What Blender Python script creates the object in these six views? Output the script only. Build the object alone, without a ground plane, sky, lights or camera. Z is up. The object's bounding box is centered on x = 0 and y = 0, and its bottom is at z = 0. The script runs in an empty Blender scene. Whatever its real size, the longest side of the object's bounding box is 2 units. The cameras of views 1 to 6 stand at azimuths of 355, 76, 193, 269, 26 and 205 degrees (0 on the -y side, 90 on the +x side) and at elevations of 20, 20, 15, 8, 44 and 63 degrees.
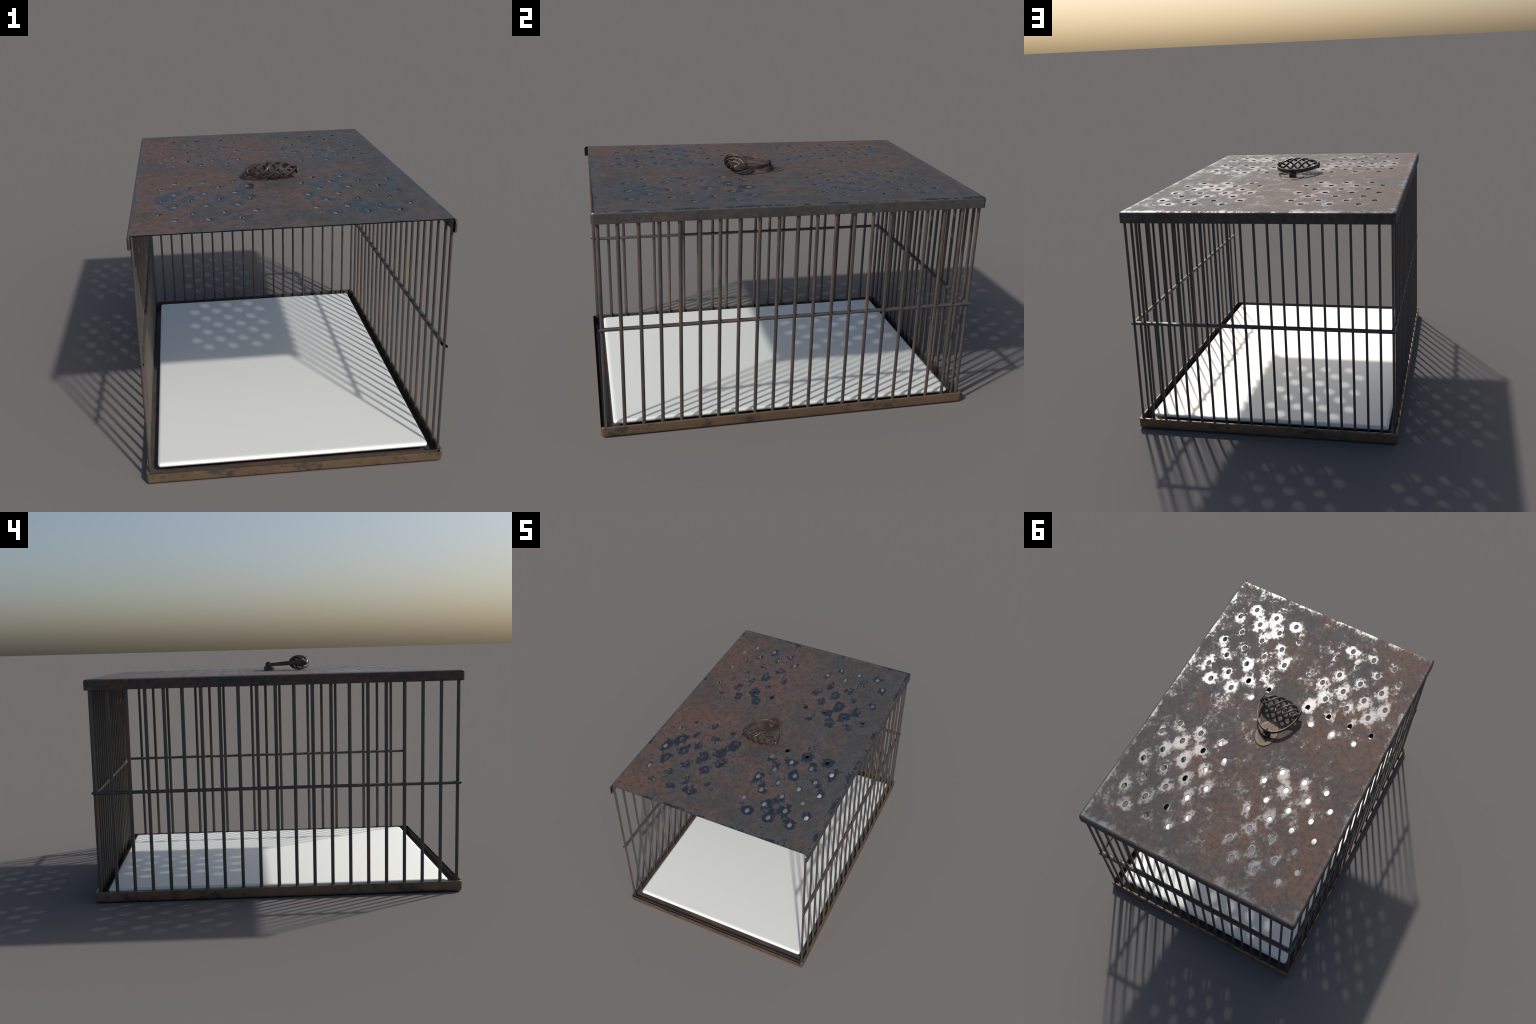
"""Wire animal cage: rusty perforated lid with a spindle handle, three walls of
bars with one oval rail, a brass-coloured tray and a white floor board.
The cage is designed on a square plan and stretched along y (STRETCH)."""
import math
import random

import bmesh
import bpy
from mathutils import Vector

random.seed(7)
STRETCH = 2.0 / 1.4          # plan is 1.4 x 1.4, stretched to 1.4 x 2.0
HALF = 0.70                  # half width of lid and tray
LINE = 0.6815                # half width of the line the bars stand on
WALL = 0.0115                # gap between outer and inner sheet of the walls
SHEET = 0.0055               # thickness of the lid plate

TRAY_TOP, TRAY_FLOOR = 0.0585, 0.0095
LID_LOW, LID_TOP = 1.1486, 1.207
RAIL_Z = 0.6020


# ------------------------------------------------------------------ helpers
def plan_ring(half, radius, z, steps=3):
    """Rounded square, counter-clockwise, starting at the front right corner.
    Returns 4*(steps+1) points; the last-to-first segment is the front edge."""
    pts = []
    c = half - radius
    for cx, cy, a0 in ((c, -c, -90), (c, c, 0), (-c, c, 90), (-c, -c, 180)):
        for i in range(steps + 1):
            a = math.radians(a0 + 90.0 * i / steps)
            pts.append(Vector((cx + radius * math.cos(a), cy + radius * math.sin(a), z)))
    return pts


def stretch(v):
    return Vector((v.x, v.y * STRETCH, v.z))


def add_ring(bm, pts):
    return [bm.verts.new(stretch(p)) for p in pts]


def bridge(bm, a, b, skip=(), material=0, flip=False):
    """Quads between two closed loops of equal length, leaving out segments in skip."""
    n = len(a)
    for i in range(n):
        if i in skip:
            continue
        j = (i + 1) % n
        q = (a[i], a[j], b[j], b[i])
        f = bm.faces.new(tuple(reversed(q)) if flip else q)
        f.material_index = material


def loop_edges(bm, loop):
    out = []
    for i in range(len(loop)):
        a, b = loop[i], loop[(i + 1) % len(loop)]
        out.append(bm.edges.get((a, b)) or bm.edges.new((a, b)))
    return out


def finish(bm, name, materials, parent=None, sharp=40, weighted=False, recalc=False):
    if recalc:
        bmesh.ops.recalc_face_normals(bm, faces=bm.faces)
    me = bpy.data.meshes.new(name)
    bm.to_mesh(me)
    bm.free()
    for m in materials:
        me.materials.append(m)
    me.polygons.foreach_set("use_smooth", [True] * len(me.polygons))
    me.set_sharp_from_angle(angle=math.radians(sharp))
    ob = bpy.data.objects.new(name, me)
    bpy.context.scene.collection.objects.link(ob)
    if parent:
        ob.parent = parent
    if weighted:
        w = ob.modifiers.new("weighted", "WEIGHTED_NORMAL")
        w.keep_sharp = True
    return ob


def tube(bm, path, radius, sides=8, squash=None, cap=True):
    """Round tube along unstretched points, with parallel-transported sections."""
    rings = []
    up = None
    for i, p in enumerate(path):
        t = (path[min(i + 1, len(path) - 1)] - path[max(i - 1, 0)]).normalized()
        if up is None:
            ref = Vector((0, 0, 1)) if abs(t.z) < 0.9 else Vector((1, 0, 0))
            up = (ref - t * ref.dot(t)).normalized()
        else:
            up = (up - t * up.dot(t)).normalized()
        side = t.cross(up)
        r = radius(i / (len(path) - 1)) if callable(radius) else radius
        rings.append([bm.verts.new(stretch(p + r * (math.cos(a) * up + math.sin(a) * side)))
                      for a in (2 * math.pi * k / sides for k in range(sides))])
    for a, b in zip(rings, rings[1:]):
        bridge(bm, a, b)
    if cap:
        bm.faces.new(list(reversed(rings[0])))
        bm.faces.new(rings[-1])
    return rings


# ---------------------------------------------------------------- materials
class Nodes:
    def __init__(self, name):
        self.mat = bpy.data.materials.new(name)
        self.mat.use_nodes = True
        self.t = self.mat.node_tree
        self.t.nodes.clear()
        self.out = self.new("ShaderNodeOutputMaterial")
        self.bsdf = self.new("ShaderNodeBsdfPrincipled")
        self.link(self.bsdf.outputs[0], self.out.inputs[0])
        self.co = self.new("ShaderNodeTexCoord").outputs["Object"]

    def new(self, kind, **props):
        n = self.t.nodes.new(kind)
        for k, v in props.items():
            setattr(n, k, v)
        return n

    def link(self, a, b):
        self.t.links.new(a, b)

    def put(self, sock, v):
        if isinstance(v, bpy.types.NodeSocket):
            self.link(v, sock)
        elif isinstance(v, tuple) and len(v) == 3 and sock.type == "RGBA":
            sock.default_value = (*v, 1.0)
        else:
            sock.default_value = v

    def math(self, op, a, b=0.0, c=None, clamp=False):
        n = self.new("ShaderNodeMath", operation=op, use_clamp=clamp)
        self.put(n.inputs[0], a)
        self.put(n.inputs[1], b)
        if c is not None:
            self.put(n.inputs[2], c)
        return n.outputs[0]

    def mapping(self, scale=(1, 1, 1), loc=(0, 0, 0), vec=None):
        n = self.new("ShaderNodeMapping")
        self.put(n.inputs["Vector"], vec or self.co)
        n.inputs["Scale"].default_value = scale
        n.inputs["Location"].default_value = loc
        return n.outputs[0]

    def noise(self, scale, detail=4.0, rough=0.6, vec=None, w=None, distort=0.0):
        n = self.new("ShaderNodeTexNoise", noise_dimensions="4D" if w is not None else "3D")
        self.put(n.inputs["Vector"], vec or self.co)
        if w is not None:
            self.put(n.inputs["W"], w)
        n.inputs["Scale"].default_value = scale
        n.inputs["Detail"].default_value = detail
        n.inputs["Roughness"].default_value = rough
        n.inputs["Distortion"].default_value = distort
        return n.outputs[0]

    def step(self, v, lo, hi, a=0.0, b=1.0):
        n = self.new("ShaderNodeMapRange", interpolation_type="SMOOTHSTEP")
        self.put(n.inputs["Value"], v)
        n.inputs["From Min"].default_value = lo
        n.inputs["From Max"].default_value = hi
        n.inputs["To Min"].default_value = a
        n.inputs["To Max"].default_value = b
        return n.outputs["Result"]

    def mix(self, f, a, b):
        n = self.new("ShaderNodeMix", data_type="RGBA")
        self.put(n.inputs[0], f)
        self.put(n.inputs[6], a)
        self.put(n.inputs[7], b)
        return n.outputs[2]

    def xyz(self, vec=None):
        n = self.new("ShaderNodeSeparateXYZ")
        self.put(n.inputs[0], vec or self.co)
        return n.outputs

    def bump(self, h, strength=0.2, dist=0.002):
        n = self.new("ShaderNodeBump")
        n.inputs["Strength"].default_value = strength
        n.inputs["Distance"].default_value = dist
        self.put(n.inputs["Height"], h)
        return n.outputs[0]

    def set(self, **kw):
        for k, v in kw.items():
            self.put(self.bsdf.inputs[k.replace("_", " ")], v)


# hole pattern: a staggered lattice in each quarter of the lid
CLUSTER = (0.3535, 0.4965)
PITCH_X, PITCH_Y = 0.1455, 0.2075
STEEL_DARK = (0.053, 0.050, 0.048)
RUST = (0.104, 0.061, 0.046)
BARE = (0.165, 0.168, 0.172)


def lattice_gap(n, x, y, ox, oy):
    """Distance from (x, y) to the nearest point of a rectangular lattice, in metres
    (y is squeezed by the stretch, because the holes are ovals)."""
    def cell(v, pitch, off):
        u = n.math("MULTIPLY_ADD", v, 1.0 / pitch, 0.5 - off)
        u = n.math("FRACT", u)
        return n.math("MULTIPLY", n.math("SUBTRACT", u, 0.5), pitch)
    dx = cell(x, PITCH_X, ox)
    dy = n.math("DIVIDE", cell(y, PITCH_Y, oy), STRETCH)
    return n.math("SQRT", n.math("ADD", n.math("MULTIPLY", dx, dx), n.math("MULTIPLY", dy, dy)))


def make_lid_metal():
    n = Nodes("rusty_sheet_steel")
    x, y, z = n.xyz()
    flat = n.mapping((1, 0.8, 1))
    big = n.noise(2.6, 5, 0.62, flat, distort=0.4)
    mid = n.noise(11, 6, 0.7, flat)
    fine = n.noise(46, 5, 0.7, flat)
    # rust blotches over dark mill scale
    r = n.math("ADD", n.math("MULTIPLY", big, 0.60), n.math("ADD", n.math("MULTIPLY", mid, 0.30), n.math("MULTIPLY", fine, 0.20)))
    r = n.math("SUBTRACT", r, n.math("MULTIPLY", x, 0.07))     # the left half rusted more
    rust = n.step(r, 0.47, 0.64)
    col = n.mix(rust, STEEL_DARK, RUST)
    speck = n.noise(34, 6, 0.72, n.mapping((1, 0.8, 1), (3, 1, 0)))
    col = n.mix(n.step(speck, 0.44, 0.62, 0.0, 0.80), col, (0.036, 0.035, 0.035))
    col = n.mix(n.math("MULTIPLY", n.step(fine, 0.52, 0.70, 0.0, 0.55), rust), col, (0.140, 0.070, 0.046))
    # bare metal worn free round the holes and along the rim
    ax, ay = n.math("ABSOLUTE", x), n.math("ABSOLUTE", y)
    lx = n.math("SUBTRACT", ax, CLUSTER[0])
    ly = n.math("SUBTRACT", ay, CLUSTER[1])
    gap = n.math("MINIMUM", lattice_gap(n, lx, ly, 0.0, 0.5), lattice_gap(n, lx, ly, 0.5, 0.0))
    outx = n.math("MAXIMUM", n.math("SUBTRACT", n.math("ABSOLUTE", lx), 0.235), 0.0)
    outy = n.math("MAXIMUM", n.math("SUBTRACT", n.math("ABSOLUTE", ly), 0.33), 0.0)
    gap = n.math("ADD", gap, n.math("ADD", outx, outy))
    edge = n.math("MINIMUM", n.math("SUBTRACT", HALF, ax), n.math("DIVIDE", n.math("SUBTRACT", HALF * STRETCH, ay), STRETCH))
    wear_noise = n.noise(10, 11, 0.76, n.mapping((1, 0.8, 1), (5, 2, 1)))
    wear_big = n.noise(3.4, 4, 0.6, n.mapping((1, 0.8, 1), (1.3, 7, 2)), distort=0.3)
    grain = n.noise(70, 5, 0.7, n.mapping((1, 0.8, 1), (9, 4, 3)))
    wear_big = n.math("ADD", wear_big, n.math("MULTIPLY", n.math("SUBTRACT", x, n.math("MULTIPLY", y, 0.2)), 0.14))
    # wear reaches further out where the patches are strong, leaving other holes almost clean
    reach = n.step(n.math("ADD", n.math("MULTIPLY", wear_noise, 0.5), n.math("MULTIPLY", wear_big, 0.6)), 0.40, 0.70)
    lip = n.step(gap, 0.0155, 0.023, 0.16, 0.0)
    halo = n.math("MULTIPLY", n.step(gap, 0.016, 0.066, 0.29, 0.0), reach)
    hole_wear = n.math("ADD", lip, halo)
    edge_wear = n.step(edge, 0.0, 0.05, 0.17, 0.0)
    w = n.math("ADD", n.math("MAXIMUM", hole_wear, edge_wear),
               n.math("ADD", n.math("MULTIPLY", wear_noise, 1.05), n.math("MULTIPLY", wear_big, 0.40)))
    w = n.math("ADD", w, n.math("MULTIPLY", n.math("SUBTRACT", grain, 0.5), 0.55))
    w = n.math("SUBTRACT", w, n.step(z, LID_TOP - 0.012, LID_TOP - 0.003, 0.20, 0.0))
    wear = n.step(w, 0.72, 1.06)
    col = n.mix(wear, col, BARE)
    rough = n.math("ADD", n.step(wear, 0, 0.8, 0.74, 0.38), n.math("MULTIPLY", n.math("SUBTRACT", mid, 0.5), 0.20))
    n.set(Base_Color=col, Metallic=n.step(wear, 0, 0.8, 0.15, 1.0), Roughness=rough,
          Normal=n.bump(n.math("ADD", fine, mid), 0.08, 0.002))
    return n.mat


def make_bar_metal(name, axis_scale, per_object=True):
    n = Nodes(name)
    w = 0.0
    if per_object:
        w = n.math("MULTIPLY", n.new("ShaderNodeObjectInfo").outputs["Random"], 37.0)
    v = n.mapping(axis_scale)
    big = n.noise(5, 4, 0.6, v, w=w)
    mid = n.noise(26, 5, 0.65, v, w=w)
    r = n.math("ADD", n.math("MULTIPLY", big, 0.6), n.math("MULTIPLY", mid, 0.4))
    col = n.mix(n.step(r, 0.48, 0.66), (0.085, 0.080, 0.076), (0.17, 0.095, 0.066))
    col = n.mix(n.step(mid, 0.30, 0.45, 0.5, 0.0), col, (0.04, 0.04, 0.04))
    n.set(Base_Color=col, Metallic=0.45, Roughness=n.step(r, 0.4, 0.65, 0.40, 0.62),
          Normal=n.bump(mid, 0.25, 0.002))
    return n.mat


def make_brass(name):
    n = Nodes(name)
    v = n.mapping((1, 1, 1.6))
    big = n.noise(5, 5, 0.62, v)
    mid = n.noise(22, 6, 0.68, v)
    r = n.math("ADD", n.math("MULTIPLY", big, 0.55), n.math("MULTIPLY", mid, 0.45))
    col = n.mix(n.step(r, 0.40, 0.50), (0.070, 0.063, 0.060), (0.190, 0.126, 0.077))
    col = n.mix(n.step(n.noise(60, 4, 0.6), 0.45, 0.7, 0, 0.4), col, (0.125, 0.086, 0.057))
    n.set(Base_Color=col, Metallic=0.55, Roughness=n.step(n.noise(7, 5, 0.7), 0.38, 0.6, 0.40, 0.62),
          Normal=n.bump(mid, 0.1, 0.002))
    return n.mat


def make_plate_brass():
    """Brass colour paler at the rim, dark brown in the middle."""
    n = Nodes("pale_rim_brass_plate")
    x, y, z = n.xyz()
    yy = n.math("DIVIDE", y, STRETCH)
    rad = n.math("SQRT", n.math("ADD", n.math("MULTIPLY", x, x), n.math("MULTIPLY", yy, yy)))
    rim_dist = n.math("ADD", rad, n.math("MULTIPLY", n.math("SUBTRACT", n.noise(26, 6, 0.7), 0.5), 0.045))
    col = n.mix(n.step(rim_dist, 0.042, 0.070), (0.058, 0.044, 0.037), (0.118, 0.079, 0.047))
    n.set(Base_Color=col, Metallic=0.5, Roughness=0.50)
    return n.mat


def make_bronze(name, dark, light):
    n = Nodes(name)
    mid = n.noise(24, 5, 0.65)
    fine = n.noise(80, 3, 0.6)
    col = n.mix(n.step(mid, 0.42, 0.62), dark, light)
    col = n.mix(n.step(fine, 0.5, 0.75, 0, 0.3), col, (0.15, 0.10, 0.07))
    n.set(Base_Color=col, Metallic=0.4, Roughness=0.45)
    return n.mat


def make_board():
    n = Nodes("white_board")
    n.set(Base_Color=(0.85, 0.865, 0.82), Roughness=0.60, Metallic=0.44)
    return n.mat


LID_METAL = make_lid_metal()
BAR_METAL = make_bar_metal("weathered_bar_steel", (1, 1, 0.35))
TRAY_METAL = make_bar_metal("weathered_tray_steel", (0.6, 0.6, 0.6), per_object=False)
RAIL_METAL = make_bar_metal("weathered_rail_steel", (0.6, 0.6, 0.6), per_object=False)
BRASS = make_brass("tarnished_brass")
PLATE_BRASS = make_plate_brass()
BRONZE = make_bronze("dark_bronze", (0.044, 0.041, 0.041), (0.098, 0.064, 0.048))
BAND_BRONZE = make_bronze("brown_bronze", (0.070, 0.052, 0.043), (0.150, 0.098, 0.062))
BOARD = make_board()


# -------------------------------------------------------------------- thing
cage = bpy.data.objects.new("animal_cage", None)
bpy.context.scene.collection.objects.link(cage)
cage["label"] = "rusty wire animal cage with perforated lid and white floor board"
cage["category"] = "cage"

STEPS = 4
FRONT = 4 * (STEPS + 1) - 1      # index of the straight front segment


def hole_centres():
    out = []
    for sx in (-1, 1):
        for sy in (-1, 1):
            for j in (-1.5, -0.5, 0.5, 1.5):
                for i in (-1, 0, 1):
                    out.append((sx * CLUSTER[0] + i * 0.1465, sy * CLUSTER[1] + j * 0.2055))
            for j in (-1, 0, 1):
                for i in (-1.5, -0.5, 0.5, 1.5):
                    out.append((sx * CLUSTER[0] + i * 0.1445, sy * CLUSTER[1] + j * 0.211))
    return out


def build_lid():
    bm = bmesh.new()
    b = 0.014                                    # rounding of edges and corners
    def outer(h, z, r):
        return add_ring(bm, plan_ring(h, r, z, STEPS))
    rings = [outer(HALF - WALL, LID_LOW, b - 0.006), outer(HALF - 0.001, LID_LOW, b), outer(HALF, LID_LOW + 0.001, b)]
    for i in range(4):
        a = math.radians(90 * i / 3)
        rings.append(outer(HALF - b * (1 - math.cos(a)), LID_TOP - 0.012 + 0.012 * math.sin(a), max(b - b * (1 - math.cos(a)), 0.0015)))
    inner = [outer(HALF - WALL, LID_LOW + 0.004, b - 0.006), outer(HALF - WALL, LID_TOP - SHEET - 0.004, b - 0.006),
             outer(HALF - WALL - 0.004, LID_TOP - SHEET, b - 0.008)]
    for p, q in zip(rings, rings[1:]):
        bridge(bm, p, q, skip=(FRONT,))
    bridge(bm, rings[0], inner[0], skip=(FRONT,), flip=True, material=1)
    for p, q in zip(inner, inner[1:]):
        bridge(bm, p, q, skip=(FRONT,), flip=True, material=1)
    # punched oval holes through both sheets
    top_edges, low_edges = loop_edges(bm, rings[-1]), loop_edges(bm, inner[-1])
    sides = 16
    for cx, cy in hole_centres():
        loops = []
        for rad, z in ((0.0152, LID_TOP), (0.0143, LID_TOP - 0.0008), (0.0141, LID_TOP - SHEET)):
            loops.append([bm.verts.new((cx + rad * math.cos(2 * math.pi * k / sides),
                                        cy + rad * STRETCH * math.sin(2 * math.pi * k / sides), z)) for k in range(sides)])
        for p, q in zip(loops, loops[1:]):
            bridge(bm, p, q, flip=True, material=1)
        top_edges += loop_edges(bm, loops[0])
        low_edges += loop_edges(bm, loops[-1])
    for edges, up in ((top_edges, 1), (low_edges, -1)):
        made = bmesh.ops.triangle_fill(bm, use_beauty=True, use_dissolve=False, edges=edges)
        for f in made["geom"]:
            if isinstance(f, bmesh.types.BMFace):
                f.normal_update()
                f.material_index = 0 if up > 0 else 1
                if f.normal.z * up < 0:
                    f.normal_flip()
    return finish(bm, "lid", [LID_METAL, TRAY_METAL], cage, sharp=50, weighted=True)


def build_tray():
    bm = bmesh.new()
    b = 0.014
    def ring(h, z, r):
        return add_ring(bm, plan_ring(h, r, z, STEPS))
    out = []
    for i in range(4):
        a = math.radians(90 * i / 3)
        out.append(ring(HALF - b * (1 - math.sin(a)), b * (1 - math.cos(a)), max(b * math.sin(a), 0.0015)))
    out.append(ring(HALF, TRAY_TOP - 0.004, b))
    rim = [ring(HALF - 0.003, TRAY_TOP, b - 0.003), ring(HALF - WALL + 0.002, TRAY_TOP, b - 0.006)]
    ins = [ring(HALF - WALL, TRAY_TOP - 0.002, b - 0.007), ring(HALF - WALL, TRAY_FLOOR + 0.004, b - 0.007),
           ring(HALF - WALL - 0.004, TRAY_FLOOR, b - 0.009)]
    for p, q in zip(out, out[1:]):
        bridge(bm, p, q, material=0)
    bridge(bm, out[-1], rim[0], skip=(FRONT,), material=0)
    bridge(bm, rim[0], rim[1], skip=(FRONT,), material=0)
    bridge(bm, rim[1], ins[0], skip=(FRONT,), material=1)
    for p, q in zip(ins, ins[1:]):
        bridge(bm, p, q, material=1)
    bm.faces.new(ins[-1]).material_index = 1
    bm.faces.new(list(reversed(out[0]))).material_index = 0
    return finish(bm, "base_tray", [BRASS, TRAY_METAL], cage, sharp=50, weighted=True)


def build_board():
    """White board with rounded edges, on a hidden foot that stands on the tray floor."""
    bm = bmesh.new()
    half, low, high, b = 0.6475, 0.0375, 0.0630, 0.0122
    longer = 0.6545 / half                        # a little longer than the plan stretch

    def ring(h, r, z):
        return add_ring(bm, [Vector((p.x, p.y * longer, p.z)) for p in plan_ring(h, r, z, STEPS)])
    rings = [ring(0.56, 0.01, TRAY_FLOOR), ring(0.56, 0.01, low)]
    for i in range(5):
        a = math.radians(90 * i / 4)
        rings.append(ring(half - b * (1 - math.sin(a)), b * math.sin(a) + 0.002, low + b * (1 - math.cos(a))))
    for i in range(5):
        a = math.radians(90 * i / 4)
        rings.append(ring(half - 1.35 * b * (1 - math.cos(a)), b * math.cos(a) + 0.002, high - b * (1 - math.sin(a))))
    for p, q in zip(rings, rings[1:]):
        bridge(bm, p, q)
    bm.faces.new(rings[-1])
    return finish(bm, "floor_board", [BOARD], cage, sharp=60, weighted=True)


def build_rail():
    """Flat oval tube round three sides, mitred and open at the front."""
    bm = bmesh.new()
    ru, rz, sides = 0.0120, 0.0094, 12
    steps = 4
    loops = []
    for k in range(sides):
        a = 2 * math.pi * k / sides
        h = LINE + ru * math.cos(a)
        r = 0.004
        pts = plan_ring(h, r, RAIL_Z + rz * math.sin(a), steps)
        # the front corners are plain mitres, cut open
        body = pts[steps + 1:3 * (steps + 1)]
        pts = [Vector((h, -h, pts[0].z))] + body + [Vector((-h, -h, pts[0].z))]
        loops.append([bm.verts.new(stretch(p)) for p in pts])
    n = len(loops[0])
    for k in range(sides):
        p, q = loops[k], loops[(k + 1) % sides]
        for i in range(n - 1):
            bm.faces.new((p[i], p[i + 1], q[i + 1], q[i]))
    ob = finish(bm, "rail", [RAIL_METAL], cage, sharp=60)
    return ob


def build_bars():
    bm = bmesh.new()
    sides, r = 12, 0.0066
    zs = [TRAY_FLOOR, 0.3, RAIL_Z, 0.9, LID_TOP - SHEET]
    rings = [[bm.verts.new((r * math.cos(2 * math.pi * k / sides), r * STRETCH * math.sin(2 * math.pi * k / sides), z))
              for k in range(sides)] for z in zs]
    for p, q in zip(rings, rings[1:]):
        bridge(bm, p, q)
    first = finish(bm, "bar", [BAR_METAL], cage)
    # side and back bars stand against the tray wall, corner bars a little further in
    line = [(s * 0.6873, k * 0.06832) for s in (-1, 1) for k in range(-9, 10)]
    line += [(k * 0.06875, 0.6843) for k in range(-9, 10)]
    line += [(sx * LINE, sy * LINE * 0.9975) for sx in (-1, 1) for sy in (-1, 1)]
    for i, (px, py) in enumerate(line):
        ob = first if i == 0 else first.copy()
        if i:
            bpy.context.scene.collection.objects.link(ob)
        ob.location = (px, py * STRETCH, 0.0)


# ------------------------------------------------------------------- handle
SPINDLE_Y, SPINDLE_Z = -0.129, 1.2535     # unstretched y
CAP_X, SPINDLE_R = 0.1275, 0.0393


def build_handle():
    # bail: half-round flat band from cap to cap, hinged at the back
    bm = bmesh.new()
    rings = []
    count = 40
    for i in range(count + 1):
        a = math.pi * i / count
        c = Vector((CAP_X * math.cos(a), SPINDLE_Y + 0.1305 * math.sin(a), SPINDLE_Z - 0.0085 * math.sin(a)))
        out = Vector((math.cos(a), math.sin(a), 0))
        ring = []
        for u, v in ((-0.0024, -0.0108), (0.0024, -0.0108), (0.0034, -0.0096), (0.0034, 0.0096),
                     (0.0024, 0.0108), (-0.0024, 0.0108), (-0.0034, 0.0096), (-0.0034, -0.0096)):
            ring.append(bm.verts.new(stretch(c + u * out + Vector((0, 0, v)))))
        rings.append(ring)
    for p, q in zip(rings, rings[1:]):
        bridge(bm, p, q)
    bm.faces.new(rings[0])
    bm.faces.new(list(reversed(rings[-1])))
    bail = finish(bm, "handle", [BAND_BRONZE], cage, recalc=True)

    # oval mounting plate
    bm = bmesh.new()
    prof = ((0.0630, LID_TOP + 0.0006), (0.0665, LID_TOP + 0.0012), (0.0665, LID_TOP + 0.0026), (0.0650, LID_TOP + 0.0038), (0.0600, LID_TOP + 0.0042))
    rings = [[bm.verts.new(stretch(Vector((r * math.cos(2 * math.pi * k / 48), r * math.sin(2 * math.pi * k / 48), z)))) for k in range(48)] for r, z in prof]
    for p, q in zip(rings, rings[1:]):
        bridge(bm, p, q)
    bm.faces.new(rings[-1])
    bm.faces.new(list(reversed(rings[0])))
    finish(bm, "mounting_plate", [PLATE_BRASS], bail, sharp=60, weighted=True)

    # post under the hinge
    bm = bmesh.new()
    prof = ((0.0222, LID_TOP + 0.0035), (0.0222, 1.2325), (0.0212, 1.2340))
    rings = [[bm.verts.new(stretch(Vector((r * math.cos(2 * math.pi * k / 24), r * math.sin(2 * math.pi * k / 24), z)))) for k in range(24)] for r, z in prof]
    for p, q in zip(rings, rings[1:]):
        bridge(bm, p, q)
    bm.faces.new(rings[-1])
    finish(bm, "post", [BRONZE], bail, sharp=40)

    # staple that holds the band on the post
    bm = bmesh.new()
    path = []
    for i in range(21):
        a = math.radians(-30 + 240 * i / 20)
        path.append(Vector((0, 0.0018 + 0.0088 * math.cos(a), 1.2442 + 0.0132 * math.sin(a))))
    path = [Vector((0, 0.0080, 1.231))] + path + [Vector((0, -0.0056, 1.231))]
    tube(bm, path, 0.0050, 8)
    finish(bm, "staple", [BRONZE], bail)

    # end caps of the spindle
    bm = bmesh.new()
    prof = ((0.0185, -0.0052), (0.0210, -0.0035), (0.0217, 0.0), (0.0205, 0.0032), (0.0160, 0.0052), (0.0070, 0.0062))
    rings = [[bm.verts.new(stretch(Vector((dx, 1.15 * r * math.cos(2 * math.pi * k / 24), 0.96 * r * math.sin(2 * math.pi * k / 24))))) for k in range(24)] for r, dx in prof]
    for p, q in zip(rings, rings[1:]):
        bridge(bm, p, q)
    bm.faces.new(rings[-1])
    bm.faces.new(list(reversed(rings[0])))
    cap = finish(bm, "end_cap", [BRONZE], bail, sharp=60)
    twin = cap.copy()
    bpy.context.scene.collection.objects.link(twin)
    cap.location = (CAP_X, SPINDLE_Y * STRETCH, SPINDLE_Z)
    twin.location = (-CAP_X, SPINDLE_Y * STRETCH, SPINDLE_Z)
    twin.rotation_euler = (0, 0, math.pi)

    # twisted basket wires
    wires, turns, length = 5, 1.0, CAP_X - 0.004
    for w in range(wires):
        bm = bmesh.new()
        path = []
        for i in range(41):
            s = -1 + 2 * i / 40
            rad = 0.009 + (SPINDLE_R - 0.009) * (1 - abs(s) ** 2.3) ** 0.8
            a = 2 * math.pi * (w / wires + turns * (s * 0.5))
            path.append(Vector((s * length, SPINDLE_Y - rad * math.cos(a), SPINDLE_Z + rad * math.sin(a))))
        tube(bm, path, 0.0055, 8)
        finish(bm, "basket_wire", [BRONZE], bail)
    return bail


build_tray()
build_board()
build_bars()
build_rail()
build_lid()
build_handle()
